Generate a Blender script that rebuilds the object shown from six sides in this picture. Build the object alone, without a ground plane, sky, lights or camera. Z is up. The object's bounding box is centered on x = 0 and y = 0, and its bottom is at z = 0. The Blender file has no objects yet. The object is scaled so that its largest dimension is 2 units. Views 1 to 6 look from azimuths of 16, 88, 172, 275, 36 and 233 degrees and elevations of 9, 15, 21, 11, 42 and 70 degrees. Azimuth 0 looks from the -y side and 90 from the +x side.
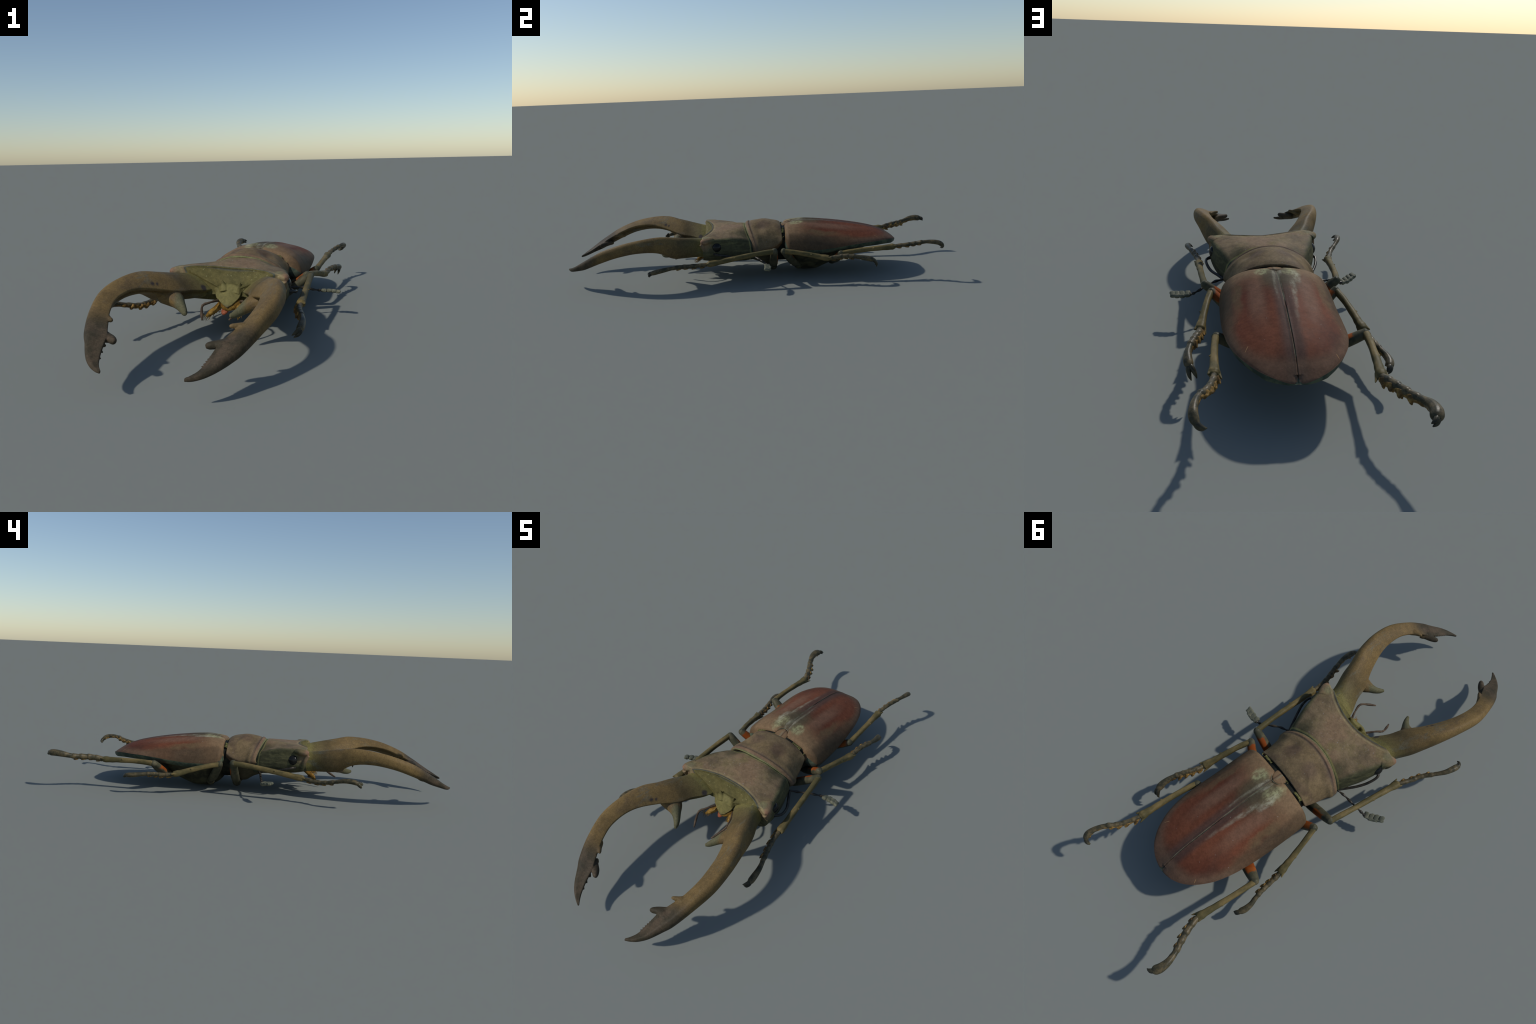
import bpy, bmesh, math, random
import numpy as np
from mathutils import Vector

RNG = random.Random(7)

# ------------------------------------------------------------------ helpers
def catmull(P, n, closed=False):
    """Centripetal-free Catmull-Rom resampling of control points to n rows."""
    P = np.asarray(P, float)
    m = len(P)
    out = []
    segs = m if closed else m - 1
    for k in range(n):
        t = k * segs / (n if closed else n - 1)
        i = min(int(t), segs - 1)
        f = t - i
        if closed:
            p0, p1, p2, p3 = P[(i - 1) % m], P[i % m], P[(i + 1) % m], P[(i + 2) % m]
        else:
            p1, p2 = P[i], P[i + 1]
            p0 = P[i - 1] if i > 0 else 2 * p1 - p2
            p3 = P[i + 2] if i + 2 < m else 2 * p2 - p1
        out.append(0.5 * (2 * p1 + (p2 - p0) * f + (2 * p0 - 5 * p1 + 4 * p2 - p3) * f * f
                          + (3 * p1 - p0 - 3 * p2 + p3) * f ** 3))
    return np.array(out)

class Prof:
    """Smooth monotone-limited profile through (x, value) control points."""
    def __init__(s, pts):
        a = np.array(pts, float)
        s.x, s.v = a[:, 0], a[:, 1]
        h = np.diff(s.x); d = np.diff(s.v) / h
        m = np.zeros(len(s.x))
        m[0], m[-1] = d[0], d[-1]
        for i in range(1, len(s.x) - 1):
            m[i] = 0 if d[i - 1] * d[i] <= 0 else 2 * d[i - 1] * d[i] / (d[i - 1] + d[i])
        s.m = m
    def __call__(s, t):
        t = min(max(t, s.x[0]), s.x[-1])
        i = min(int(np.searchsorted(s.x, t, side='right')) - 1, len(s.x) - 2)
        h = s.x[i + 1] - s.x[i]; f = (t - s.x[i]) / h
        return ((1 + 2 * f) * (1 - f) ** 2 * s.v[i] + f * (1 - f) ** 2 * h * s.m[i]
                + f * f * (3 - 2 * f) * s.v[i + 1] + f * f * (f - 1) * h * s.m[i + 1])

def add_obj(name, bm, mat, parent=None, smooth=True, angle=None):
    me = bpy.data.meshes.new(name)
    bmesh.ops.recalc_face_normals(bm, faces=bm.faces)
    bm.to_mesh(me); bm.free()
    ob = bpy.data.objects.new(name, me)
    bpy.context.scene.collection.objects.link(ob)
    if mat: me.materials.append(mat)
    me.shade_smooth()
    if angle:
        me.set_sharp_from_angle(angle=math.radians(angle))
    if parent: ob.parent = parent
    return ob

def loft(bm, rings, caps=True):
    """Skin a list of equally long closed rings."""
    R = [[bm.verts.new(p) for p in r] for r in rings]
    n = len(R[0])
    for a, b in zip(R[:-1], R[1:]):
        for i in range(n):
            j = (i + 1) % n
            bm.faces.new((a[i], a[j], b[j], b[i]))
    if caps:
        for r in (R[0], R[-1]):
            c = bm.verts.new(sum((v.co for v in r), Vector()) / n)
            for i in range(n):
                bm.faces.new((r[i], r[(i + 1) % n], c))
    return R

def tube(bm, pts, rad, n=14, rows=30, up=(0, 0, 1), flat=None, power=2.0, ripple=None):
    """Tube along control points; rad = list of (side, up) radii at the control points."""
    P = catmull(pts, rows)
    rr = catmull([(r, r) if np.isscalar(r) else r for r in rad], rows)
    rings = []
    u0 = np.array(up, float)
    for k in range(rows):
        t = P[min(k + 1, rows - 1)] - P[max(k - 1, 0)]
        t /= np.linalg.norm(t) + 1e-12
        s = np.cross(t, u0); s /= np.linalg.norm(s) + 1e-12
        v = np.cross(s, t)
        ring = []
        f = 1.0 if ripple is None else ripple(k / (rows - 1))
        for i in range(n):
            a = 2 * math.pi * i / n
            ca, sa = math.cos(a), math.sin(a)
            e = 2 / power
            x = abs(ca) ** e * (1 if ca > 0 else -1)
            y = abs(sa) ** e * (1 if sa > 0 else -1)
            ring.append(P[k] + s * x * max(rr[k][0], 4e-4) * f + v * y * max(rr[k][1], 4e-4) * f)
        rings.append(ring)
    loft(bm, rings)

def cone(bm, root, tip, r0, r1, bend=(0, 0, 0), n=12):
    root, tip, bend = np.array(root, float), np.array(tip, float), np.array(bend, float)
    mid = (root + tip) / 2 + bend
    end = tip - (tip - mid) * 0.12
    d = (tip - root); up = (0, 0, 1) if abs(d[2]) < 0.9 * np.linalg.norm(d) else (0, 1, 0)
    tube(bm, [root, mid, end, tip], [r0, r0 * .45 + r1 * .55, r1, r1 * .25], n=n, rows=14, up=up)

def ball(bm, c, r, seg=20):
    r = (r, r, r) if np.isscalar(r) else r
    g = bmesh.ops.create_uvsphere(bm, u_segments=seg, v_segments=seg // 2 + 2, radius=1)
    for v in g['verts']:
        v.co = Vector((v.co.x * r[0] + c[0], v.co.y * r[1] + c[1], v.co.z * r[2] + c[2]))

def fuse(ob, voxel, smooth=2, factor=0.5):
    """Voxel-remesh overlapping pieces into one skin, smooth it, apply."""
    m = ob.modifiers.new('r', 'REMESH'); m.mode = 'VOXEL'; m.voxel_size = voxel
    m.use_smooth_shade = True
    if smooth:
        s = ob.modifiers.new('s', 'SMOOTH'); s.iterations = smooth; s.factor = factor
    dg = bpy.context.evaluated_depsgraph_get()
    me = bpy.data.meshes.new_from_object(ob.evaluated_get(dg))
    old = ob.data; mats = list(old.materials); nm = old.name
    ob.modifiers.clear(); ob.data = me
    bpy.data.meshes.remove(old); me.name = nm
    me.materials.clear()
    for x in mats: me.materials.append(x)
    me.shade_smooth()

def ring_from_half(half, y0, curv, cx, tilt, n=72):
    """half: (x, z) outline from top centre to bottom centre; mirrored, smoothed.
    The section bends in plan (y grows by curv at x = 0.2) and leans by tilt."""
    full = list(half) + [(-x, z) for x, z in half[-2:0:-1]]
    C = catmull(full, n, closed=True)
    return [(x + cx, y0 + curv * (x / 0.2) ** 2, z - tilt * x) for x, z in C]

# ------------------------------------------------------------------ node helper
class G:
    def __init__(s, name):
        s.m = bpy.data.materials.new(name); s.m.use_nodes = True
        s.nt = s.m.node_tree; s.nt.nodes.clear()
        s.tc = s.new('ShaderNodeTexCoord')
        s.P = s.tc.outputs['Object']
        sep = s.new('ShaderNodeSeparateXYZ'); s.nt.links.new(s.P, sep.inputs[0])
        s.x, s.y, s.z = sep.outputs
    def new(s, t, **k):
        n = s.nt.nodes.new(t)
        for a, b in k.items(): setattr(n, a, b)
        return n
    def put(s, sock, v):
        if isinstance(v, bpy.types.NodeSocket): s.nt.links.new(v, sock)
        else: sock.default_value = v
    def math(s, op, a, b=0.0, clamp=False):
        n = s.new('ShaderNodeMath', operation=op, use_clamp=clamp)
        s.put(n.inputs[0], a); s.put(n.inputs[1], b)
        return n.outputs[0]
    def step(s, v, a, b):
        n = s.new('ShaderNodeMapRange', interpolation_type='SMOOTHSTEP')
        s.put(n.inputs[0], v); n.inputs[1].default_value = a; n.inputs[2].default_value = b
        return n.outputs[0]
    def band(s, v, c, w):
        """1 at v = c, falling to 0 at distance w."""
        return s.step(s.math('ABSOLUTE', s.math('SUBTRACT', v, c)), w, w * 0.25)
    def noise(s, scale, detail=3, rough=0.55, stretch=None, dist=0.0, seed=0.0):
        n = s.new('ShaderNodeTexNoise')
        mp = s.new('ShaderNodeMapping'); s.nt.links.new(s.P, mp.inputs[0])
        mp.inputs['Location'].default_value = (seed, seed * 1.7, -seed)
        if stretch: mp.inputs['Scale'].default_value = stretch
        s.nt.links.new(mp.outputs[0], n.inputs['Vector'])
        n.inputs['Scale'].default_value = scale; n.inputs['Detail'].default_value = detail
        n.inputs['Roughness'].default_value = rough; n.inputs['Distortion'].default_value = dist
        return n.outputs['Fac']
    def mix(s, f, a, b, mode='MIX'):
        n = s.new('ShaderNodeMix', data_type='RGBA', blend_type=mode)
        s.put(n.inputs[0], f)
        for i, c in ((6, a), (7, b)):
            s.put(n.inputs[i], c if isinstance(c, bpy.types.NodeSocket) else (*c, 1))
        return n.outputs[2]
    def mul(s, a, b): return s.math('MULTIPLY', a, b)
    def dist(s, c):
        n = s.new('ShaderNodeVectorMath', operation='DISTANCE')
        s.put(n.inputs[0], s.P); n.inputs[1].default_value = c
        return n.outputs['Value']
    def out(s, col, rough=0.45, bump=None, bstr=0.2, bdist=0.002, spec=0.07, coat=0.0):
        b = s.new('ShaderNodeBsdfPrincipled'); o = s.new('ShaderNodeOutputMaterial')
        s.put(b.inputs['Base Color'], col if isinstance(col, bpy.types.NodeSocket) else (*col, 1))
        s.put(b.inputs['Roughness'], rough)
        b.inputs['Specular IOR Level'].default_value = spec
        b.inputs['Specular IOR Level'].default_value = spec if coat == 0 else .5
        b.inputs['Coat Weight'].default_value = coat
        if bump is not None:
            n = s.new('ShaderNodeBump'); n.inputs['Strength'].default_value = bstr
            n.inputs['Distance'].default_value = bdist
            s.put(n.inputs['Height'], bump); s.nt.links.new(n.outputs[0], b.inputs['Normal'])
        s.nt.links.new(b.outputs[0], o.inputs[0])
        return s.m

# ------------------------------------------------------------------ colours
TAN = (.185, .134, .076)
PINK = (.186, .124, .073)
OLIVE = (.092, .081, .030)
DARK = (.075, .058, .046)
GREEN = (.085, .10, .062)
YELLOW = (.20, .185, .07)

def grain(g, col, amt=.25, scale=150, mot=1.0):
    """Fine speckle over a coarser mottling."""
    n = g.step(g.noise(scale, 4, .7), .3, .7)
    col = g.mix(g.mul(n, amt), col, g.mix(1.0, col, (1.7, 1.7, 1.7), 'MULTIPLY'))
    n = g.step(g.noise(scale * .3, 5, .7, seed=77), .35, .7)
    col = g.mix(g.mul(n, .30 * mot), col, g.mix(1.0, col, (.50, .52, .52), 'MULTIPLY'))
    n = g.step(g.noise(scale * .22, 5, .75, seed=33), .52, .75)
    return g.mix(g.mul(n, .22 * mot), col, g.mix(1.0, col, (1.6, 1.55, 1.4), 'MULTIPLY'))

def margin_y(g):
    """y of the front rim of the head at the shaded point's x."""
    u = g.math('SUBTRACT', g.x, .013)
    q = g.mul(g.mul(u, u), -1.45)
    return g.math('ADD', q, -.2385)

def mat_head():
    g = G('head_shell')
    c = g.mix(g.step(g.noise(9, 4, .6, seed=2), .4, .62), TAN, PINK)
    c = g.mix(g.mul(g.step(g.noise(7, 3, .6, seed=5), .5, .7), .7), c, (.105, .078, .048))
    c = g.mix(g.mul(g.step(g.noise(12, 3, .6, seed=9), .48, .7), .6), c, (.165, .132, .056))
    # olive-black patches over the hollows behind the eyes, at the pronotum's edge
    for px in (.125, -.10):
        c = g.mix(g.mul(g.step(g.math('ADD', g.dist((px, -.075, .225)), g.mul(g.noise(22, 3), .03)), .075, .03), .75), c, (.062, .058, .030))
    ax = g.math('ABSOLUTE', g.math('SUBTRACT', g.x, .012))
    # pale freckles of dust
    c = g.mix(g.mul(g.step(g.noise(95, 2, .5, seed=1), .66, .74), .35), c, (.32, .30, .29))
    # flanks: green-black with fine streaks
    lat = g.step(g.math('SUBTRACT', ax, g.math('ADD', g.mul(g.y, -.33), .132)), -.012, .012)
    lat = g.mul(lat, g.step(g.y, -.262, -.225))
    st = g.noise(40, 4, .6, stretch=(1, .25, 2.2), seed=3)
    side = g.mix(g.step(st, .40, .72), (.058, .056, .030), (.115, .108, .052))
    c = g.mix(lat, c, side)
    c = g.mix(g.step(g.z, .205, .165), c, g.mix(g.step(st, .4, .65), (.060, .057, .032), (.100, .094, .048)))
    # reddish front corners
    for sx, zz in ((.243, .232), (-.226, .243)):
        c = g.mix(g.mul(g.step(g.dist((sx, -.293, zz)), .030, .002), .5), c, (.23, .10, .07))
        c = g.mix(g.mul(g.step(g.dist((sx * .84, -.268, zz + .01)), .03, .008), .4), c, (.12, .15, .08))
    # olive frons, rim lines
    d = g.math('SUBTRACT', g.y, margin_y(g))
    fr = g.step(d, .000, -.004)
    frc = g.mix(g.step(g.noise(14, 3, .6, seed=8), .4, .65), OLIVE, (.124, .104, .039))
    frc = g.mix(g.step(g.noise(120, 1, .5, seed=4), .70, .76), frc, (.20, .19, .09))
    frc = g.mix(g.mul(g.step(g.math('ADD', g.dist((.012, -.300, .155)), g.mul(g.noise(30, 3), .01)), .060, .044), .85), frc, (.165, .146, .055))
    frc = g.mix(g.step(g.z, .128, .112), frc, (.09, .08, .045))
    top = g.step(g.z, .19, .215)
    c = g.mix(g.mul(g.band(d, .010, .008), g.mul(top, .55)), c, (.26, .21, .11))
    c = g.mix(fr, c, frc)
    c = g.mix(g.mul(g.band(d, -.0005, .0035), g.mul(top, .85)), c, (.055, .07, .06))
    # green-yellow line along the joint with the pronotum
    u = g.math('SUBTRACT', g.x, .010)
    e = g.math('SUBTRACT', g.y, g.math('ADD', g.mul(g.mul(u, u), 1.15), -.068))
    c = g.mix(g.mul(g.band(e, -.004, .007), .8), c, (.21, .195, .075))
    c = g.mix(g.mul(g.step(e, -.003, .001), .9), c, (.05, .06, .042))
    c = grain(g, c, .34, 150, 1.9)
    hh = g.math('ADD', g.noise(160, 4, .65), g.mul(g.noise(38, 4, .65), 1.4))
    return g.out(c, g.math('ADD', g.mul(g.noise(30, 2), .15), .55), hh, .26)

def mat_pronotum():
    g = G('pronotum_shell')
    c = g.mix(g.step(g.noise(10, 4, .6, seed=12), .4, .62), (.155, .110, .058), (.172, .122, .066))
    c = g.mix(g.mul(g.step(g.noise(8, 3, .6, seed=15), .46, .68), .75), c, (.088, .058, .042))
    for px in (.07, -.05):
        c = g.mix(g.mul(g.step(g.dist((px, .035, .275)), .055, .015), .6), c, (.078, .05, .038))
    c = g.mix(g.mul(g.step(g.noise(95, 2, .5, seed=1), .68, .75), .3), c, (.30, .29, .28))
    u = g.math('SUBTRACT', g.x, .008)
    e = g.math('SUBTRACT', g.y, g.math('ADD', g.mul(g.mul(u, u), 1.15), -.066))
    c = g.mix(g.mul(g.band(e, .014, .014), .45), c, (.155, .09, .062))
    c = g.mix(g.mul(g.band(e, .0245, .008), .5), c, (.07, .055, .045))
    c = g.mix(g.mul(g.step(e, .007, .003), .9), c, (.085, .105, .055))
    c = g.mix(g.mul(g.band(e, .0015, .003), .7), c, (.20, .19, .075))
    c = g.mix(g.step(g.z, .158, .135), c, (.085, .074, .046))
    c = g.mix(g.step(g.y, .127, .131), c, (.03, .033, .025))
    c = grain(g, c, .34, 150, 1.9)
    hh = g.math('ADD', g.noise(160, 4, .65), g.mul(g.noise(38, 4, .65), 1.4))
    return g.out(c, g.math('ADD', g.mul(g.noise(30, 2), .15), .55), hh, .26)

def mat_elytra():
    g = G('wing_case_shell')
    ax = g.math('ABSOLUTE', g.math('SUBTRACT', g.x, .006))
    red = g.mix(g.step(g.noise(7, 4, .6, stretch=(1, .4, 1), seed=21), .38, .65), (.098, .033, .019), (.135, .048, .026))
    c = g.mix(g.mul(g.step(g.noise(11, 4, .6, stretch=(1, .35, 1), seed=25), .5, .72), .6), red, (.068, .034, .023))
    # front third: pinkish tan
    wob = g.math('ADD', g.y, g.mul(g.math('SUBTRACT', g.noise(9, 4, .6, seed=31), .5), .16))
    c = g.mix(g.mul(g.step(wob, .36, .15), .9), c, (.178, .119, .066))
    # long pale streaks
    stk = g.mul(g.band(g.math('ADD', ax, g.mul(g.noise(6, 2, .5, seed=3), .02)), .10, .04), g.mul(g.step(g.y, .60, .40), g.step(g.y, .22, .32)))
    c = g.mix(g.mul(stk, .6), c, (.17, .10, .065))
    # lower flank brown-olive
    fl = g.step(g.math('ADD', ax, g.mul(g.math('SUBTRACT', g.noise(12, 3, seed=7), .5), .05)), .145, .178)
    fl = g.mul(fl, g.step(g.y, .72, .52))
    c = g.mix(g.mul(fl, .8), c, (.088, .058, .034))
    gp = g.mul(g.band(g.math('ADD', ax, g.mul(g.math('SUBTRACT', g.noise(14, 3, seed=17), .5), .04)), .148, .022), g.mul(g.step(g.y, .47, .36), g.step(g.y, .22, .30)))
    c = g.mix(g.mul(gp, .4), c, (.12, .11, .058))
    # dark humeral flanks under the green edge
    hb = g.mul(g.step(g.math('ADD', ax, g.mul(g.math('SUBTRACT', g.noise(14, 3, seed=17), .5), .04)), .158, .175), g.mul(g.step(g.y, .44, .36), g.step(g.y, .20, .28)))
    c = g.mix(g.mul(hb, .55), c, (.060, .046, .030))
    # highlights painted as pale green-grey patches along the suture, dark between them
    sx = g.math('SUBTRACT', g.x, .006)
    grit = g.step(g.noise(55, 5, .75, stretch=(1, .4, 1), seed=41), .40, .62)
    db = g.mul(g.step(ax, .046, .018), g.step(g.y, .19, .26))
    c = g.mix(g.mul(db, .75), c, (.060, .040, .033))
    dk = g.mul(g.step(ax, .085, .04), g.mul(g.step(wob, .40, .28), g.step(g.y, .17, .19)))
    c = g.mix(g.mul(dk, .8), c, (.070, .060, .036))
    for px, py, ex, ey, st in ((.052, .205, .030, .040, .95), (-.050, .215, .034, .055, .95), (-.062, .250, .018, .055, .8), (.014, .235, .010, .050, .8), (-.008, .215, .008, .045, .7),
                               (-.042, .34, .011, .07, .6), (-.036, .42, .010, .05, .45), (-.030, .50, .008, .04, .25), (.020, .33, .006, .09, .35)):
        dx = g.math('DIVIDE', g.math('SUBTRACT', sx, px), ex); dy = g.math('DIVIDE', g.math('SUBTRACT', g.y, py), ey)
        r2 = g.math('ADD', g.mul(dx, dx), g.mul(dy, dy))
        m = g.math('ADD', r2, g.mul(g.math('SUBTRACT', g.noise(32, 4, .7, seed=px * 40), .5), 2.4))
        m = g.mul(g.step(m, 1.5, -.35), g.math('ADD', g.mul(grit, .8), .2))
        c = g.mix(g.mul(m, st), c, (.29, .29, .155) if py < .23 and abs(px) > .02 else (.28, .27, .20))
    # suture line
    c = g.mix(g.mul(g.step(ax, .0042, .0015), g.mul(g.step(g.noise(40, 4, .7, stretch=(1, .3, 1), seed=2), .36, .66), .8)), c, (.16, .165, .115))
    c = g.mix(g.mul(g.band(sx, .008, .004), .6), c, (.045, .036, .03))
    # pale rim, green fold below it
    rim = g.mul(g.step(g.y, .42, .56), g.step(g.z, .205, .183))
    c = g.mix(g.mul(rim, .75), c, (.135, .085, .055))
    c = g.mix(g.mul(g.step(g.noise(90, 1, .5, seed=9), .80, .82), .5), c, (.32, .27, .24))
    # scratches at the rear
    for p, q in (((.144, .618), 1), ((-.125, .667), -1)):
        s1 = g.math('SUBTRACT', g.math('SUBTRACT', g.x, p[0]), g.mul(g.math('SUBTRACT', g.y, p[1]), .55 * q))
        c = g.mix(g.mul(g.band(s1, 0, .0022), g.step(g.dist((p[0], p[1], .190)), .014, .010)), c, (.30, .17, .08))
    nz = g.new('ShaderNodeNewGeometry')
    sep = g.new('ShaderNodeSeparateXYZ'); g.nt.links.new(nz.outputs['Normal'], sep.inputs[0])
    c = grain(g, c, .34, 140, 1.4)
    h = g.math('ADD', g.noise(130, 4, .65), g.mul(g.noise(34, 3, .6, stretch=(1, .4, 1)), .8))
    return g.out(c, g.math('ADD', g.mul(g.noise(30, 2), .18), .5), h, .18, spec=.05)

def mat_fold():
    g = G('wing_case_fold')
    c = g.mix(g.step(g.noise(25, 4, .6), .4, .65), (.045, .06, .045), (.10, .12, .075))
    return g.out(c, .45, g.noise(120, 3), .2)

def mat_mandible():
    g = G('mandible_shell')
    c = g.mix(g.step(g.noise(9, 4, .6, seed=61), .38, .64), (.118, .079, .034), (.158, .104, .042))
    c = g.mix(g.mul(g.step(g.noise(13, 4, .6, stretch=(1, .5, 1), seed=63), .52, .7), .7), c, (.088, .062, .037))
    wob = g.math('ADD', g.y, g.mul(g.math('SUBTRACT', g.noise(11, 4, .6, seed=65), .5), .09))
    # olive towards the hinge
    c = g.mix(g.mul(g.step(wob, -.46, -.38), .85), c, (.080, .060, .029))
    c = g.mix(g.mul(g.step(wob, -.385, -.30), .55), c, (.130, .112, .042))
    c = g.mix(g.mul(g.step(g.y, -.318, -.296), .75), c, (.165, .145, .052))
    # blue-grey longitudinal smear on the crest
    ax = g.math('ABSOLUTE', g.x)
    c = g.mix(g.mul(g.mul(g.step(g.noise(22, 4, .7, stretch=(1, .3, 1), seed=67), .55, .68), g.step(wob, -.82, -.72)), .5), c, (.10, .105, .085))
    # dark, purplish outer end
    tip = g.step(wob, -.775, -.865)
    tipc = g.mix(g.step(g.noise(20, 4, .6, seed=69), .4, .66), (.034, .030, .021), (.066, .049, .034))
    c = g.mix(g.mul(tip, .93), c, tipc)
    # green-grey basal tooth
    tm = g.mul(g.step(g.math('ABSOLUTE', g.math('SUBTRACT', g.x, .0)), .142, .118), g.step(g.math('ABSOLUTE', g.math('SUBTRACT', g.y, -.485)), .05, .04))
    c = g.mix(g.mul(tm, .8), c, (.082, .086, .050))
    # pit-like dark marks
    for p, r in (((-.045 - .03, -.315, .186), .016), ((-.195, -.515, .235), .011), ((-.183, -.50, .232), .008)):
        c = g.mix(g.mul(g.step(g.math('ADD', g.dist(p), g.mul(g.noise(60, 2), .008)), r + .006, r - .003), .85), c, (.035, .03, .035))
        c = grain(g, c, .18, 190, .4)
    return g.out(c, g.math('ADD', g.mul(g.noise(30, 2), .15), .45), g.noise(170, 4, .65), .18)

def mat_simple(name, a, b, scale=30, rough=.45, bstr=.2, stretch=None, coat=0, spec=.07):
    g = G(name)
    c = g.mix(g.step(g.noise(scale, 4, .6, stretch=stretch), .38, .66), a, b)
    c = grain(g, c, .2, 180)
    return g.out(c, rough, g.noise(150, 4, .6), bstr, coat=coat, spec=spec)

def mat_femur(name, centre, axis, ext):
    g = G(name)
    c = g.mix(g.step(g.noise(30, 4, .6), .4, .65), (.055, .055, .035), (.10, .09, .055))
    # orange flash: an ellipsoid round the upper side of the thigh, ragged edge
    sub = g.new('ShaderNodeVectorMath', operation='SUBTRACT'); g.put(sub.inputs[0], g.P); sub.inputs[1].default_value = centre
    dot = g.new('ShaderNodeVectorMath', operation='DOT_PRODUCT'); g.put(dot.inputs[0], sub.outputs[0]); dot.inputs[1].default_value = axis
    al = g.math('ABSOLUTE', dot.outputs['Value'])
    ln = g.new('ShaderNodeVectorMath', operation='LENGTH'); g.put(ln.inputs[0], sub.outputs[0])
    l2 = g.mul(ln.outputs['Value'], ln.outputs['Value'])
    perp = g.math('SQRT', g.math('MAXIMUM', g.math('SUBTRACT', l2, g.mul(al, al)), 0.0))
    d = g.math('MAXIMUM', g.math('DIVIDE', al, ext[0]), g.math('DIVIDE', perp, ext[1]))
    d = g.math('ADD', d, g.mul(g.math('SUBTRACT', g.noise(38, 3, .6, seed=3), .5), .9))
    c = g.mix(g.step(d, 1.05, .80), c, g.mix(g.step(g.noise(20, 2), .4, .6), (.225, .055, .013), (.285, .080, .019)))
    return g.out(c, .42, g.noise(150, 4, .6), .18)

def mat_tarsus():
    return mat_simple('tarsus_shell', (.045, .042, .026), (.115, .088, .046), 45, .38, .3, spec=.14)

M = dict(
    head=mat_head(), pronotum=mat_pronotum(), elytra=mat_elytra(), fold=mat_fold(), mandible=mat_mandible(),
    belly=mat_simple('belly_plate', (.035, .034, .024), (.085, .08, .045), 22, .42),
    neck=mat_simple('neck_membrane', (.012, .013, .011), (.03, .032, .022), 40, .5),
    fringe=mat_simple('yellow_fringe', (.12, .115, .04), (.22, .21, .09), 60, .6),
    eye=mat_simple('eye_lens', (.009, .009, .008), (.014, .014, .013), 20, .20, .02, spec=.22),
    tibia=mat_simple('tibia_shell', (.085, .072, .032), (.170, .125, .052), 26, .46, .25, (1, .35, 1)),
    tarsus=mat_tarsus(),
    spine=mat_simple('amber_spine', (.090, .052, .018), (.27, .160, .045), 55, .38, .3, spec=.15),
    claw=mat_simple('claw_horn', (.030, .028, .020), (.07, .062, .036), 40, .35, .15, spec=.16),
    antenna=mat_simple('antenna_stalk', (.018, .017, .014), (.055, .045, .032), 40, .32, .2, spec=.25),
    palp=mat_simple('palp_shell', (.05, .035, .025), (.105, .075, .05), 40, .4, .2),
    mouth=mat_simple('mouth_brush', (.13, .068, .015), (.26, .155, .035), 45, .5, .35),
    tongue=mat_simple('mouth_lobe', (.20, .055, .028), (.28, .09, .045), 40, .4, .2),
    scut=mat_simple('scutellum_shell', (.15, .10, .065), (.20, .14, .095), 40, .42, .2),
)
def mat_club():
    g = G('antenna_club')
    c = g.mix(g.step(g.noise(30, 3), .4, .65), (.10, .105, .075), (.165, .16, .11))
    return g.out(c, .55, g.noise(160, 3), .2)
M['club'] = mat_club()

# ------------------------------------------------------------------ root
root = bpy.data.objects.new('stag_beetle', None)
bpy.context.scene.collection.objects.link(root)
root['label'] = 'bronze stag beetle with long toothed jaws and red wing cases'
root['category'] = 'beetle'

# ------------------------------------------------------------------ wing cases
E_W = Prof([(.139, .150), (.143, .174), (.150, .190), (.162, .199), (.20, .203), (.30, .2045), (.40, .203), (.50, .196),
            (.58, .180), (.65, .150), (.705, .107), (.735, .060), (.745, .028), (.7485, .004)])
E_TOP = Prof([(.139, .232), (.142, .250), (.148, .258), (.160, .265), (.20, .273), (.25, .278), (.30, .2755), (.40, .265),
              (.50, .2495), (.60, .228), (.65, .212), (.70, .187), (.73, .166), (.7485, .152)])
E_RIM = Prof([(.139, .19), (.143, .178), (.15, .166), (.17, .156), (.20, .151), (.30, .150), (.40, .158), (.50, .169), (.58, .174),
              (.65, .174), (.705, .169), (.735, .160), (.7485, .149)])
E_N = Prof([(.139, 2.4), (.18, 2.28), (.25, 2.04), (.33, 1.80), (.45, 1.63), (.60, 1.58), (.75, 1.75)])
E_CX = .006

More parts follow.
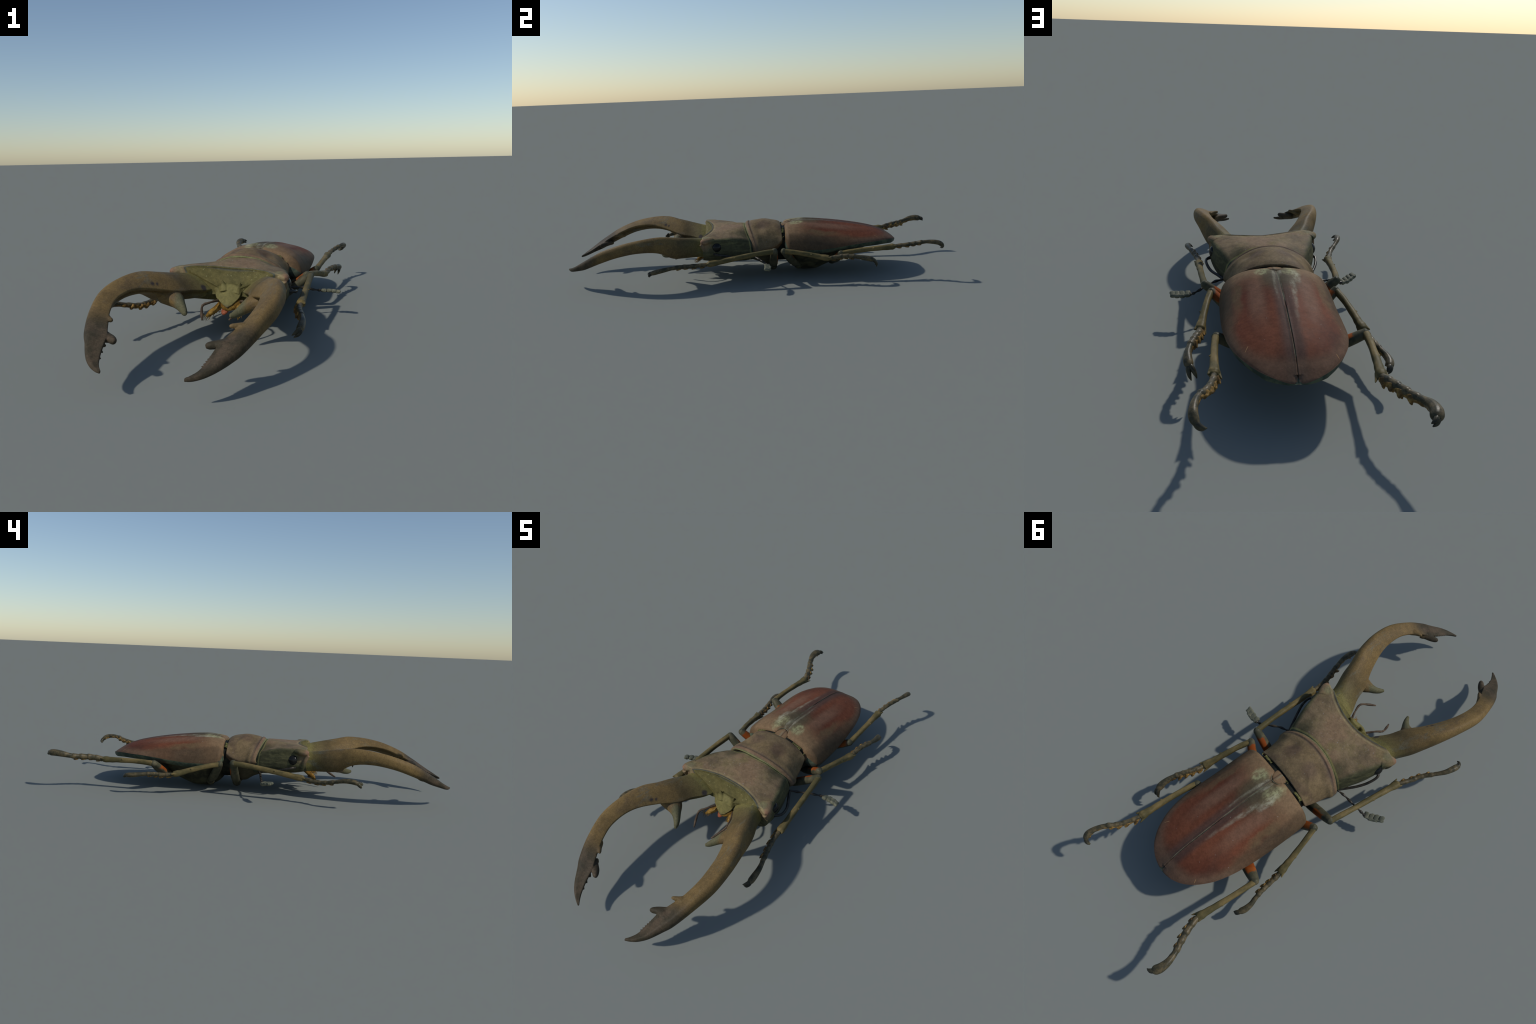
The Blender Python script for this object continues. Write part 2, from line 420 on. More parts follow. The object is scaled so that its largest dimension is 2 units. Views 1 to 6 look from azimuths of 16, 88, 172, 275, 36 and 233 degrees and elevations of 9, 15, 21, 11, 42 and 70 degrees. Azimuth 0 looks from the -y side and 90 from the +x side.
def wing_case(side):
    bm = bmesh.new()
    NY, NV = 110, 44
    ys = [.139 + (.7485 - .139) * (0.5 - 0.5 * math.cos(math.pi * (k / (NY - 1)) ** .92)) for k in range(NY)]
    rows = []
    for y in ys:
        w, zt, zr = E_W(y), E_TOP(y), E_RIM(y)
        h = zt - zr
        row = []
        for i in range(NV):
            v = i / (NV - 1)
            a = (1 - v) * math.pi / 2
            n = E_N(y)
            x = w * math.cos(a) ** (2 / n); z = zr + h * math.sin(a) ** (2 / n)
            # sutural groove with a fine raised bead on its edge
            z -= .0035 * math.exp(-(x / .020) ** 2) * min(1, h / .08)
            z += .0013 * math.exp(-((x - .0030) / .0022) ** 2)
            z -= .0014 * math.exp(-(x / .0014) ** 2)
            # faint long furrows
            z += .0012 * math.sin(x * 75) * min(1, h / .1) * (1 - v) * (1 if y > .2 else 0.3)
            if v > .93: x += .0018 * (v - .93) / .07
            sx = max(x, .0004)
            dy = .0
            if y < .20:                     # bay for the scutellum
                t = max(0, 1 - (sx / .029) ** 2)
                dy = .034 * math.sqrt(t) * max(0, 1 - (y - .139) / .061)
            if y > .73: dy -= .007 * math.exp(-(sx / .010) ** 2)
            row.append((E_CX + side * sx, y + dy + .004 * max(0, 1 - (y - .139) / .06), z))
        k = min(1.0, w / .1)
        for fx, fz in ((.998, -.006), (.97, -.018), (.90, -.026), (.75, -.02), (.5, -.01), (.2, -.004)):
            row.append((E_CX + side * max(w * fx, .0004), y, zr + fz * k))
        row.append((E_CX + side * .0004, y, zr - .002))
        rows.append(row)
    loft(bm, rows)
    ob = add_obj('wing_case', bm, M['elytra'], root)
    ob.data.materials.append(M['fold'])
    n = NV + 7
    for p in ob.data.polygons:
        idx = [v % n for v in p.vertices] if max(p.vertices) < n * NY else [0]
        if min(idx) >= NV - 1 and max(idx) < n: p.material_index = 1
    ob.data.set_sharp_from_angle(angle=math.radians(50))
    return ob
for s in (1, -1): wing_case(s)

# scutellum between the wing case shoulders
bm = bmesh.new()
rings = []
for k in range(13):
    t = k / 12
    y = .130 + .050 * t
    w = .032 * math.sqrt(max(0, 1 - t ** 2.6)) + .0008
    zt = .2550 + .0085 * math.sin(t * 1.6); th = .012
    rings.append([(E_CX + w * math.cos(a), y, zt - .008 + (.008 if math.sin(a) > 0 else th) * math.sin(a)) for a in
                  [2 * math.pi * i / 28 for i in range(28)]])
loft(bm, rings)
add_obj('scutellum', bm, M['elytra'], root)
bm = bmesh.new()
bead = [(E_CX + .033 * math.sin(a), .136 + .045 * math.cos(a) ** .8, .2575 + .0085 * math.cos(a)) for a in [-1.05 + 2.1 * i / 14 for i in range(15)]]
tube(bm, bead, [.0009] * 15, n=8, rows=60)
add_obj('scutellum_bead', bm, mat_simple('bead_shell', (.10, .115, .075), (.19, .19, .13), 40, .4), root)

# ------------------------------------------------------------------ abdomen and hind thorax (underside)
B_BOT = Prof([(.145, .065), (.165, .040), (.195, .018), (.24, .002), (.30, .003), (.35, .020), (.40, .043), (.46, .071), (.53, .096), (.60, .117), (.68, .133), (.738, .144)])
bm = bmesh.new(); rings = []
for k in range(80):
    y = .145 + .593 * k / 79
    w = E_W(y) * .955 - .003; zr = E_RIM(y); zb = B_BOT(y)
    if y > .40:
        ph = ((y - .40) / .062) % 1
        zb += .005 * (ph ** 3)
    zs = zr - .012
    mid = (zs + zb) / 2
    q = min(.03, (E_TOP(y) - zr) * .4) if y < .70 else -.012
    half = [(0, zr + q), (w * .6, zr + q * .6), (w * .95, zr - .006), (w * .95, zs), (w * .76, zs * .76 + zb * .24), (w * .54, zs * .38 + zb * .62),
            (w * .28, zs * .07 + zb * .93), (0, zb)]
    rings.append(ring_from_half(half, y, 0, E_CX, 0))
loft(bm, rings)
add_obj('abdomen', bm, M['belly'], root)

# ------------------------------------------------------------------ waist between pronotum and wing cases
bm = bmesh.new(); rings = []
for k in range(14):
    y = .085 + .085 * k / 13
    half = [(0, .252), (.06, .247), (.105, .229), (.135, .195), (.13, .14), (.10, .09), (.05, .066), (0, .06)]
    rings.append(ring_from_half(half, y, 0, .006, .0))
loft(bm, rings)
waist = add_obj('waist', bm, M['neck'], root)
# yellow hair fringe in the joint: many short bristles
bm = bmesh.new()
for i in range(420):
    a = RNG.uniform(-1, 1)
    a = a if math.sin(a * 9 + 1) + RNG.uniform(-.6, .6) > .1 else a * .99
    if math.sin(a * 11 + 2) < -.2: continue
    x = .006 + .140 * math.sin(a * 1.45)
    z = .196 + .056 * max(0, math.cos(a * 1.5)) ** .62
    y = .1255 + RNG.uniform(0, .004)
    cone(bm, (x, y, z - .003), (x + RNG.uniform(-.003, .003), y + RNG.uniform(.007, .012), z + RNG.uniform(-.001, .004)), .0011, .0005, n=5)
fr = add_obj('hair_fringe', bm, M['fringe'], waist); fr['kind'] = 'stuff'

# ------------------------------------------------------------------ pronotum
def pron_ring(s):
    """s from 0 (front rim) to 1 (rear rim)"""
    y0 = -.066 + .189 * s
    cur = .046 * (1 - s) ** 1.3 + .006
    w = Prof([(0, .171), (.06, .179), (.2, .180), (.4, .167), (.6, .161), (.8, .155), (1, .149)])(s)
    zt = Prof([(0, .262), (.05, .270), (.095, .274), (.125, .270), (.16, .2735), (.3, .280), (.52, .285), (.75, .280), (.9, .2735), (1, .264)])(s)
    zl = Prof([(0, .166), (.3, .160), (.6, .163), (.85, .178), (1, .195)])(s)     # side margin height
    zb = Prof([(0, .085), (.3, .066), (.55, .040), (.75, .038), (.9, .055), (1, .075)])(s)
    d = zt - zl
    half = [(0, zt), (w * .28, zt - d * .04), (w * .52, zt - d * .165), (w * .72, zt - d * .36), (w * .88, zt - d * .62),
            (w * .98, zt - d * .87), (w, zl), (w * .955, zl - .012), (w * .80, zl * .68 + zb * .32), (w * .45, zl * .15 + zb * .85), (0, zb)]
    r = ring_from_half(half, y0, cur, .008 - .002 * s, .05 * (1 - s) + .004, n=120)
    out = []
    for x, y, z in r:
        if z > zl:
            t = min(1, max(0, (x + .035) / -.085))
            dline = abs(y - (.02 + .075 * t)) if -.125 < x < -.03 else 1
            z += .0035 * math.exp(-(dline / .011) ** 2) * math.sin(math.pi * min(1, max(0, (x + .125) / .095)))
            z -= .003 * math.exp(-((x + .02) / .05) ** 2 - ((y - .09) / .03) ** 2)
            z -= .013 * math.exp(-((x - .088) / .036) ** 2 - ((y - .012) / .034) ** 2)
            z -= .012 * math.exp(-((x + .072) / .034) ** 2 - ((y - .008) / .030) ** 2)
        out.append((x, y, z))
    return out
bm = bmesh.new()
rings = [pron_ring(s) for s in np.linspace(0, 1, 60)]
def shrink(r, f, dy):
    c = np.mean(np.array(r), 0)
    return [tuple(np.array([c[0], p[1], c[2]]) + (np.array(p) - [c[0], p[1], c[2]]) * f + np.array([0, dy, 0])) for p in r]
rings = [shrink(rings[0], .86, .012), shrink(rings[0], .965, .0015)] + rings + [shrink(rings[-1], .97, .002), shrink(rings[-1], .85, -.004)]
loft(bm, rings)
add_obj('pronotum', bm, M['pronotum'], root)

# ------------------------------------------------------------------ head
def head_ring(s):
    y0 = -.035 - .2045 * s
    cur = Prof([(0, .046), (.18, .040), (.5, .0), (.8, -.035), (1, -.058)])(s)
    w = Prof([(0, .154), (.12, .166), (.25, .180), (.35, .189), (.5, .205), (.62, .214), (.8, .222), (1, .225)])(s)
    wr = Prof([(0, .138), (.12, .148), (.25, .160), (.35, .170), (.5, .189), (.62, .198), (.75, .207), (1, .219)])(s)
    zt = Prof([(0, .243), (.12, .2565), (.25, .2615), (.45, .260), (.8, .253), (1, .248)])(s)
    zr = Prof([(0, .190), (.12, .204), (.25, .217), (.35, .225), (.5, .233), (.62, .237), (.75, .240), (1, .2425)])(s)
    ho = Prof([(0, .006), (.15, .013), (.35, .013), (.55, .009), (.8, .003), (1, 0)])(s)
    zb = Prof([(0, .090), (.4, .096), (.8, .108), (1, .118)])(s)
    half = [(0, zt), (wr * .38, zt + .0015 * s - ho * .25), (wr * .74, zt * (.6 + .35 * s) + zr * (.4 - .35 * s) + .001 * s - ho), (wr, zr), (w * .97, zr - .03), (w, zr - .058),
            (w * .97, zb + .038), (w * .82, zb + .012), (w * .42, zb + .001), (0, zb)]
    r = ring_from_half(half, y0, cur, .011 + .002 * s, .030 + .016 * s, n=90)
    r = [(x, y, z + (.004 * math.exp(-((x - .13) / .04) ** 2 - ((y + .09) / .05) ** 2) - .004 * math.exp(-((x + .10) / .04) ** 2 - ((y + .09) / .05) ** 2) if z > zr - .02 else 0)) for x, y, z in r]
    # the front corners are blunt: the rim swings back beyond x = 0.18
    return [(x, y + s ** 3 * .7 * max(0, abs(x - .013) - .180), z) for x, y, z in r]
HR = [head_ring(s) for s in np.linspace(0, 1, 44)]
def frons(t):
    out = []
    for (x, y, z) in HR[-1]:
        c = np.array([.012, y, .160])
        p = c + (np.array([x, y, z]) - c) * (1 - t * .92)
        p[1] -= (.050 * t * t + .004 * t) * math.exp(-((x - .012) / .10) ** 2)
        out.append(tuple(p))
    return out
bm = bmesh.new()
loft(bm, [shrink(HR[0], .8, .01)] + HR + [frons(t) for t in (.04, .15, .3, .45, .6, .75, .9, 1)])
# rim bead
xs = np.linspace(-.158, .181, 15)
tube(bm, [(x, -.2385 - 1.45 * (x - .013) ** 2, .2472 - .046 * (x - .013) + .0028 * math.sin(min(1, abs(x - .013) / .19) * math.pi)) for x in xs], [.002] + [.0042] * 13 + [.002], n=10, rows=80)
# clypeus plate with two horns
hull = bmesh.new()
for p in [(-.012, -.276, .197), (.051, -.274, .190), (-.045, -.286, .171), (.066, -.282, .171), (-.034, -.303, .144), (.056, -.301, .144),
          (-.004, -.320, .122), (.016, -.326, .111), (.034, -.319, .122), (.02, -.296, .174), (-.04, -.23, .15), (.07, -.23, .15), (0, -.23, .11), (.03, -.23, .11),
          (-.012, -.24, .185), (.05, -.24, .18)]:
    hull.verts.new(p)
bmesh.ops.convex_hull(hull, input=hull.verts)
tmp = bpy.data.meshes.new('t'); hull.to_mesh(tmp); hull.free(); bm.from_mesh(tmp); bpy.data.meshes.remove(tmp)
cone(bm, (-.006, -.282, .168), (-.016, -.279, .208), .022, .0035)
cone(bm, (.044, -.278, .162), (.056, -.276, .201), .022, .0035)
# front corners (canthus)
for sx, cz in ((1, .233), (-1, .245)):
    X = .007 + sx * .225
    tube(bm, [(X - sx * .034, -.240, cz - .006), (X - sx * .016, -.262, cz - .008), (X - sx * .003, -.279, cz - .010), (X + sx * .004, -.289, cz - .012)], [(.034, .016), (.027, .0165), (.019, .0150), (.008, .008)], n=18)
    tube(bm, [(X - sx * .004, -.288, cz - .02), (X - sx * .005, -.272, cz - .055), (X - sx * .018, -.262, cz - .085), (X - sx * .04, -.26, cz - .1)], [.011, .010, .011, .012], n=12, up=(0, 1, 0))
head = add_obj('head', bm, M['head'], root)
fuse(head, .0021, 4)

for sx, c in ((1, (.216, -.213, .189)), (-1, (-.194, -.217, .194))):
    bm = bmesh.new()
    ball(bm, c, (.0235, .0265, .0275), 32)
    add_obj('eye', bm, M['eye'], head)

# ------------------------------------------------------------------ mandibles
#      y_out  x_out  y_in  x_in  z_top  z_in  z_bot
MS = [(-0.245, 0.198, -0.240, 0.058, 0.222, 0.165, 0.134),
      (-0.308, 0.206, -0.298, 0.068, 0.235, 0.171, 0.139),
      (-0.382, 0.237, -0.365, 0.106, 0.248, 0.182, 0.145),
      (-0.437, 0.254, -0.428, 0.129, 0.259, 0.190, 0.152),
      (-0.508, 0.279, -0.503, 0.176, 0.271, 0.210, 0.191),
      (-0.600, 0.297, -0.600, 0.217, 0.265, 0.229, 0.200),
      (-0.700, 0.301, -0.695, 0.230, 0.245, 0.221, 0.185),
      (-0.798, 0.277, -0.770, 0.217, 0.212, 0.196, 0.154),
      (-0.869, 0.250, -0.838, 0.187, 0.173, 0.166, 0.124),
      (-0.904, 0.227, -0.875, 0.170, 0.152, 0.146, 0.108),
      (-0.946, 0.200, -0.922, 0.161, 0.124, 0.119, 0.095),
      (-0.972, 0.174, -0.955, 0.150, 0.108, 0.102, 0.086),
      (-0.988, 0.149, -0.977, 0.137, 0.098, 0.094, 0.082),
      (-0.999, 0.126, -0.994, 0.123, 0.092, 0.090, 0.083)]
def mandible(side):
    bm = bmesh.new()
    A = catmull(MS, 90)
    rings = []
    def X(x, y):
        cx = .0055 - .0145 * max(0, (-y - .60) / .4)
        return cx + side * x
    for yo, xo, yi, xi, zt, zi, zb in A:
        xi -= side * .003 * max(0, 1 - abs(yi + .62) / .16)
        h = zt - zb
        k = min(1, max(0, (-yo - .36) / .14))
        o = side * -.0065 * min(1, max(.3, (-yo - .25) / .3)) * min(1, (1.03 + yo) / .12)
        zz = zi + o; T = zt + o; zb = zb + o * .9
        prof = [(.03, zz - .006), (0, zz), (.025, zz + .0035), (.30, zz + (T - zz) * .62), (.64, T - .001), (.84, T - h * .06), (.97, T - h * .27), (1.0, T - h * .52),
                (.97, T - h * .80), (.84, zb + .001), (.62, zb - .001), (.30 + .06 * k, zb + (zz - zb) * .06 * k), (.14 + .10 * k, zb + (zz - zb) * .30), (.15 + .16 * k, zb + (zz - zb) * .58)]
        C = catmull(prof, 44, closed=True)
        rings.append([(X(xi + (xo - xi) * u, y), y, z) for u, z in C for y in [yi + (yo - yi) * u]])
    loft(bm, rings)
    def P(x, y, z): return (X(x, y), y, z)
    dz = 0.002 * -side
    dy = -.010 if side < 0 else 0
    # basal tooth, mid tooth, outer tooth
    tube(bm, [P(.185, -.425, .172), P(.148, -.440, .164), P(.122, -.458, .150), P(.104, -.476, .138), P(.091, -.494, .132), P(.0815, -.508 + dy * .3, .133)],
         [(.048, .028), (.036, .029), (.0205, .0220), (.0145, .0165), (.0108, .0125), (.0055, .0068)], n=16)
    tube(bm, [P(.248, -.785, .176), P(.228, -.788, .181), P(.208, -.795 + dy * .5, .183), P(.191, -.803 + dy, .184), P(.184, -.806 + dy, .184)],
         [(.030, .015), (.021, .0125), (.0105, .0095), (.0070, .0072), (.003, .003)], n=14)
    tube(bm, [P(.214, -.842 + dy * .6, .144), P(.194, -.852 + dy * .8, .145), P(.165, -.857 + dy, .143), P(.145, -.868 + dy * 1.5, .142), P(.137, -.873 + dy * 1.5, .140)],
         [(.032, .015), (.030, .0155), (.0165, .013), (.0110, .0110), (.005, .006)], n=16)
    # saw edge towards the tip
    n = 7 if side > 0 else 3
    for i in range(n):
        t = i / max(1, n - 1)
        y = -.884 - .055 * t + dy * (1 - t)
        x = .170 - .016 * t
        r = (.0056 - .0022 * t) * (1.25 if side < 0 and i == 0 else 1)
        cone(bm, P(x + .015, y + .006, .131 - .024 * t), P(x - (.005 if side > 0 else (.007, .003, .002)[i]), y - .002, .130 - .024 * t), r * 1.7, r * .5)
    ob = add_obj('mandible', bm, M['mandible'], root)
    fuse(ob, .0020, 3)
for s in (1, -1): mandible(s)

# ------------------------------------------------------------------ mouthparts
mouth = None
bm = bmesh.new()
for pts, rad in (
    ([(-.02, -.28, .115), (-.035, -.300, .100), (-.052, -.318, .088), (-.068, -.330, .076)], [(.018, .012), (.016, .011), (.013, .010), (.003, .003)]),
    ([(.05, -.275, .115), (.058, -.298, .110), (.062, -.318, .098), (.066, -.328, .088)], [(.018, .012), (.016, .012), (.012, .009), (.003, .003)]),
    ([(-.025, -.285, .125), (.0, -.306, .112), (.02, -.310, .108), (.04, -.302, .115), (.06, -.285, .128)], [(.008, .014), (.009, .014), (.009, .012), (.009, .014), (.008, .014)])):
    tube(bm, pts, rad, n=12, rows=24)
for i in range(120):     # brush of short amber bristles
    t = RNG.random(); s = RNG.choice((0, 1))
    a = np.array((-.02, -.285, .112)) if s == 0 else np.array((.05, -.28, .112))
    b = np.array((-.066, -.328, .077)) if s == 0 else np.array((.066, -.326, .090))
    p = a + (b - a) * t + np.array([RNG.gauss(0, .006), RNG.gauss(0, .005), RNG.gauss(0, .006)])
    q = p + (b - a) * .18 + np.array([RNG.gauss(0, .006), RNG.gauss(-.004, .005), RNG.gauss(-.008, .004)])
    cone(bm, p, q, .0018, .0006, n=5)
mouth = add_obj('mouth_brush', bm, M['mouth'], head)
bm = bmesh.new()
tube(bm, [(.006, -.285, .108), (.002, -.300, .098), (-.001, -.312, .088), (-.003, -.318, .083)], [(.014, .008), (.016, .008), (.012, .007), (.004, .004)], n=14)
add_obj('labrum', bm, M['tongue'], head)
for pts in ([(-.012, -.285, .128), (-.028, -.315, .135), (-.047, -.350, .134), (-.060, -.369, .131), (-.061, -.385, .124), (-.053, -.410, .107), (-.043, -.434, .091)],
            [(.055, -.285, .125), (.072, -.312, .137), (.088, -.345, .141), (.096, -.370, .138), (.092, -.392, .128), (.078, -.418, .113), (.062, -.444, .099)]):
    bm = bmesh.new()
    tube(bm, pts, [.0055, .005, .0045, .0055, .0042, .0058, .0032], n=10, rows=46,
         ripple=lambda t: 1 - .32 * math.exp(-((t - .5) / .02) ** 2) - .25 * math.exp(-((t - .28) / .02) ** 2))
    add_obj('palp', bm, M['palp'], head)

# ------------------------------------------------------------------ antennae
def antenna(scape, funicle, club, side, updir):
    bm = bmesh.new()
    tube(bm, scape, [.0085] + [.006] * (len(scape) - 2) + [.0065], n=10, rows=40)
    def rip(t):
        return 1 + .28 * math.cos(t * 5 * 2 * math.pi) * (1 if t > .06 else 0)
    tube(bm, funicle, [.005] * (len(funicle) - 1) + [.0065], n=10, rows=60, ripple=rip)
    a = add_obj('antenna', bm, M['antenna'], head)
    # four-bladed club
    bm = bmesh.new()
    C = catmull(club, 5); c0 = C[0]; ax = (C[-1] - c0); L = np.linalg.norm(ax); ax /= L
    side_v = np.array(updir, float); side_v -= ax * side_v.dot(ax); side_v /= np.linalg.norm(side_v)
    tube(bm, [c0 - ax * .004, *club[1:]], [.006] + [.0072] * (len(club) - 2) + [.006], n=12, rows=24)
    for i in range(4):
        t = (i + .55) / 4
        b = catmull(club, 41)[int(min(40, t * 40))]
        hgt = (.022, .026, .026, .021)[i]
        lean = ax * (.004 if i else -.002)
        tube(bm, [b - side_v * .007, b + side_v * hgt * .4, b + side_v * hgt * .8 + lean, b + side_v * hgt + lean],
             [(.0100, .0070), (.0112, .0080), (.0104, .0072), (.0052, .0040)], n=18, rows=18, power=2.6, up=np.cross(ax, side_v))
    add_obj('antenna_club', bm, M['club'], a)
antenna([(.226, -.228, .160), (.250, -.205, .158), (.250, -.170, .152), (.234, -.128, .139), (.205, -.075, .138), (.185, -.040, .136)],
        [(.185, -.040, .136), (.225, -.020, .134), (.265, .010, .124), (.300, .034, .114), (.318, .042, .111)],
        [(.318, .042, .111), (.344, .049, .110), (.370, .047, .109), (.391, .038, .109)], 1, (0, -1, 0.25))
antenna([(-.200, -.228, .158), (-.217, -.208, .157), (-.212, -.165, .146), (-.194, -.120, .133), (-.170, -.078, .124), (-.150, -.045, .118)],
        [(-.150, -.045, .118), (-.190, -.056, .112), (-.240, -.062, .110), (-.281, -.068, .106), (-.306, -.075, .092)],
        [(-.306, -.075, .092), (-.332, -.082, .094), (-.354, -.098, .100), (-.376, -.120, .106)], -1, (1, -.35, 0.1))

# ------------------------------------------------------------------ legs
LEGS = [
    # side, coxa, knee, tibia end, tarsus points
    (1, (.075, .078, .040), (.262, .079, .168), (.284, -.258, .120),
     [(.286, -.300, .117), (.297, -.350, .118), (.313, -.400, .121), (.330, -.460, .116), (.334, -.505, .108), (.334, -.538, .100)], ((-.7, -.3, -.6), .5, .9), 1.08),
    (-1, (-.070, .078, .040), (-.250, .076, .172), (-.288, -.272, .122),
     [(-.296, -.290, .119), (-.310, -.335, .114), (-.325, -.380, .117), (-.352, -.425, .129), (-.376, -.470, .141), (-.383, -.508, .139), (-.385, -.532, .131)], ((.7, -.5, -.6), .8, .85), 1.0),
    (1, (.080, .215, .040), (.239, .128, .160), (.282, .355, .121),
     [(.285, .385, .126), (.297, .430, .134), (.313, .480, .133), (.320, .523, .126), (.318, .553, .119), (.313, .572, .110)], ((-.35, .35, -1), .7, 1.15), 1.15),
    (-1, (-.075, .215, .040), (-.232, .145, .160), (-.288, .365, .104),
     [(-.293, .385, .102), (-.297, .430, .101), (-.303, .474, .103), (-.313, .515, .101), (-.321, .553, .097), (-.313, .594, .092)], ((.5, .6, -.5), .5, .7), 1.05),
    (1, (.090, .395, .062), (.230, .424, .132), (.243, .695, .158),
     [(.244, .715, .161), (.253, .757, .167), (.267, .797, .175), (.286, .833, .185), (.297, .872, .186), (.300, .902, .181), (.296, .918, .171), (.288, .926, .161)], ((-1, -.15, -.6), .3, .8), 1.05),
    (-1, (-.090, .435, .066), (-.262, .470, .150), (-.240, .735, .153),
     [(-.246, .757, .158), (-.258, .792, .164), (-.277, .833, .167), (-.298, .872, .171), (-.312, .910, .180), (-.317, .942, .186), (-.306, .982, .184)], ((.7, .5, -.3), .6, .75), 1.35),
]
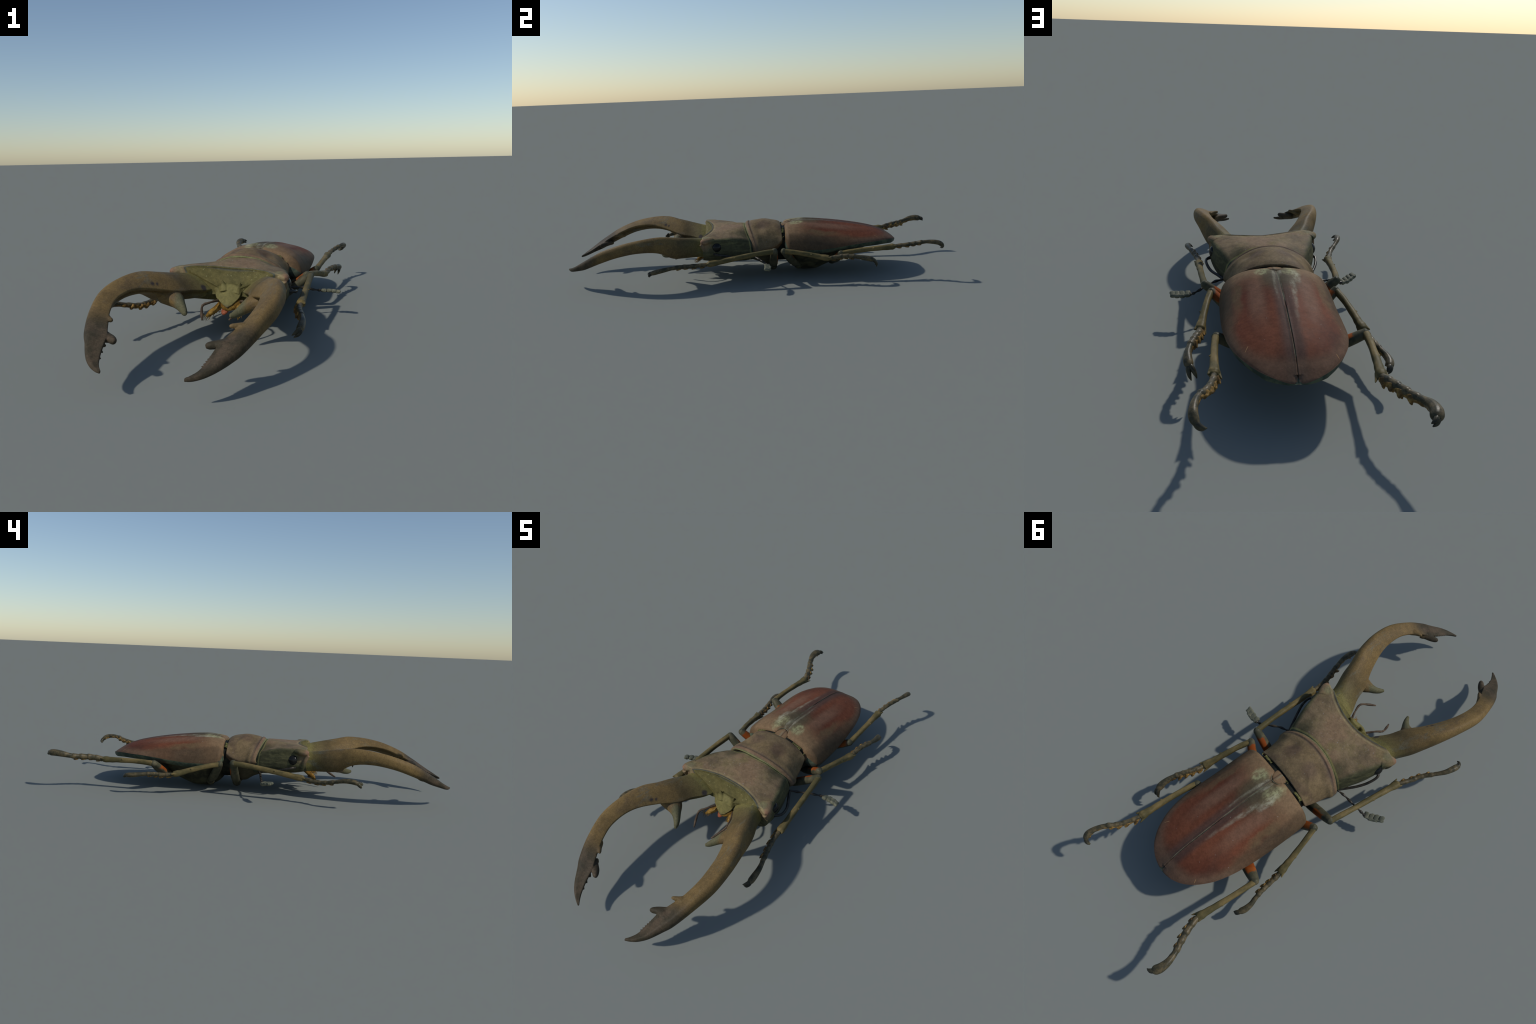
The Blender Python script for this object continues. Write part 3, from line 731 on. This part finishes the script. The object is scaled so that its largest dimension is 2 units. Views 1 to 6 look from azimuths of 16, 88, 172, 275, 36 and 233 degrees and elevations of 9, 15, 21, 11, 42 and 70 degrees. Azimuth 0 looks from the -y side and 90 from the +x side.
# where the orange flash sits: offset from the thigh's axis (x outward, y, z), half length, half width
FLASH = [((.0, .020, .010), .58, .058, .026), ((.0, .018, .002), .66, .036, .020), ((.0, .006, .020), .72, .042, .026), ((.0, -.008, .018), .72, .036, .025),
         ((.0, -.018, .012), .60, .050, .024), ((.0, -.014, .018), .58, .040, .031)]
def unit(v): v = np.array(v, float); return v / np.linalg.norm(v)
for (side, cx, kn, te, tar, cdir, fat), (foff, ft, fl, fw) in zip(LEGS, FLASH):
    dz = 0 if side < 0 and kn[1] > .3 else .002
    te = (te[0], te[1], te[2] + dz); tar = [(x, y, z + dz) for x, y, z in tar]
    cx, kn, te = map(lambda v: np.array(v, float), (cx, kn, te))
    ax = unit(kn - cx)
    fk = 1.22 if (side < 0 and kn[1] > .4) else 1.0     # one hind thigh is broader
    # coxa: the leg's root bulb
    bm = bmesh.new()
    tube(bm, [cx + np.array([-side * .05, 0, .012]), cx + np.array([-side * .02, 0, -.004]), cx + ax * .012, cx + ax * .030], [.018, .022, .020, .012], n=18, rows=24)
    leg = add_obj('leg', bm, M['belly'], root)
    # femur
    bm = bmesh.new()
    sag = np.array([0, 0, -.008])
    tube(bm, [cx - ax * .005, cx + ax * .02, cx * .65 + kn * .35 + sag, cx * .3 + kn * .7 + sag * .6, kn - ax * .008, kn + ax * .006, kn + ax * .013],
         [(.014 * fk, .013), (.019 * fk, .016), (.022 * fk, .0185), (.021 * fk, .0180), (.0175 * (fk + 1) / 2, .0165), (.0135, .0140), (.005, .006)], n=20, rows=44, power=2.2)
    mf = mat_femur('femur_shell', tuple(cx * (1 - ft) + kn * ft + np.array(foff)), tuple(ax), (fl, fw))
    add_obj('femur', bm, mf, leg)
    # tibia
    bm = bmesh.new()
    d = unit(te - kn); inw = unit(np.array([-side * 1.0, 0, -.35]))
    ph = RNG.uniform(0, 6)
    up = (0, 0, 1)
    bow = np.array([side * .002, 0, .004])
    tube(bm, [kn - d * .010, kn + d * .012, kn * .7 + te * .3 + bow, kn * .35 + te * .65 + bow * .6, te - d * .045, te - d * .012, te + d * .002],
         [(.0105, .0105), (.0125, .0135), (.0118, .0124), (.0128, .0130), (.0146, .0140), (.0175, .0155), (.0120, .0110)], n=18, rows=60, power=2.5,
         ripple=lambda t: 1 + .03 * math.sin(t * 40 + ph))
    out = -inw
    cone(bm, te - d * .022 + inw * .009, te + d * .016 + inw * .025, .0105, .0022)
    cone(bm, te - d * .020 + out * .008, te + d * .008 + out * .018, .0095, .0030)
    ball(bm, te - d * .004, .0125, 16)
    if side: # small thorn part-way along the shin
        q = kn * .42 + te * .58 + bow
        cone(bm, q + out * .006, q + out * .017 + d * .008, .006, .0015)
    tb = add_obj('tibia', bm, M['tibia'], leg)
    fuse(tb, .0019, 2)
    # tarsus: four short joints and one long end joint, dark above, with an amber
    # toothed keel underneath
    T = catmull([tuple(te)] + tar, 121)
    seg = np.concatenate([[0], np.cumsum(np.linalg.norm(np.diff(T, axis=0), axis=1))]); L = seg[-1]
    def at(f): return np.array([np.interp(f * L, seg, T[:, i]) for i in range(3)])
    cuts = [0, .15, .29, .42, .55, 1.0]
    cuts = [0] + [c + RNG.uniform(-.012, .012) for c in cuts[1:5]] + [1.0]
    bm = bmesh.new(); sp = bmesh.new()
    ven = unit(np.array([-side * .75, 0, -.65]))
    for j in range(5):
        a, b = cuts[j], cuts[j + 1]
        if j < 4:
            ff = [a - .02, a + (b - a) * .25, a + (b - a) * .6, a + (b - a) * .92, b + .02]
            rr = [.0088, .0094, .0100, .0108, .0086]
        else:
            ff = [a - .01, a + .08, a + .20, a + .32, a + .40, b]
            rr = [.0084, .0092, .0112, (.0135, .0120), (.0132, .0115), (.008, .008)]
        q = fat * RNG.uniform(.95, 1.05)
        tube(bm, [at(max(0, f)) for f in ff], [tuple(np.array(r if not np.isscalar(r) else (r, r)) * q) for r in rr], n=14, rows=26)
        e = at(b); dd = unit(at(min(1, b + .03)) - at(b - .03)); lat = unit(np.cross(dd, ven))
        if j < 4:
            for q in (-1, 1):
                k = RNG.uniform(.6, 1.2)
                cone(sp, e - dd * .018 + ven * .005 * fat + lat * q * .003, e + dd * .003 * k + ven * (.008 + .0125 * k) * fat + lat * q * .006, .0098 * fat, .0024, bend=ven * .003)
        else:
            for f, h in ((.66, .013), (.74, .011), (.88, .018)):
                e = at(f); dd = unit(at(min(1, f + .03)) - at(f - .03))
                cone(sp, e - dd * .012 + ven * .004, e + dd * .004 + ven * h * fat * RNG.uniform(.8, 1.1), .0085 * fat, .0026)
    tube(sp, [at(f) + ven * .0062 * fat for f in (.02, .2, .4, .6, .75, .9)], [.0068 * fat, .0078 * fat, .0078 * fat, .0064 * fat, .0060 * fat, .0058 * fat], n=12, rows=50,
         ripple=lambda t: 1 + .15 * math.sin(t * 37 + ph))
    ob = add_obj('tarsus', bm, M['tarsus'], leg); fuse(ob, .0019, 2)
    ob = add_obj('tarsus_spine', sp, M['spine'], leg); ob['kind'] = 'stuff'; fuse(ob, .0017, 2)
    # paired claws
    e = at(.97); dd = unit(at(1.0) - at(.93)); cdir, csp, cl = cdir; cd = unit(cdir)
    lat = unit(np.cross(dd, cd))
    for q in (-1, 1):
        bm = bmesh.new()
        tube(bm, [e - dd * .006, e + (dd * .010 + lat * q * .007 * csp) * cl, e + (dd * .016 + cd * .012 + lat * q * .011 * csp) * cl, e + (dd * .010 + cd * .031 + lat * q * .011 * csp) * cl],
             [.0080, .0085, .0064, .0016], n=10, rows=22, up=tuple(lat))
        add_obj('claw', bm, M['claw'], leg)

# rest on the ground: nothing below z = 0
bpy.context.view_layer.update()
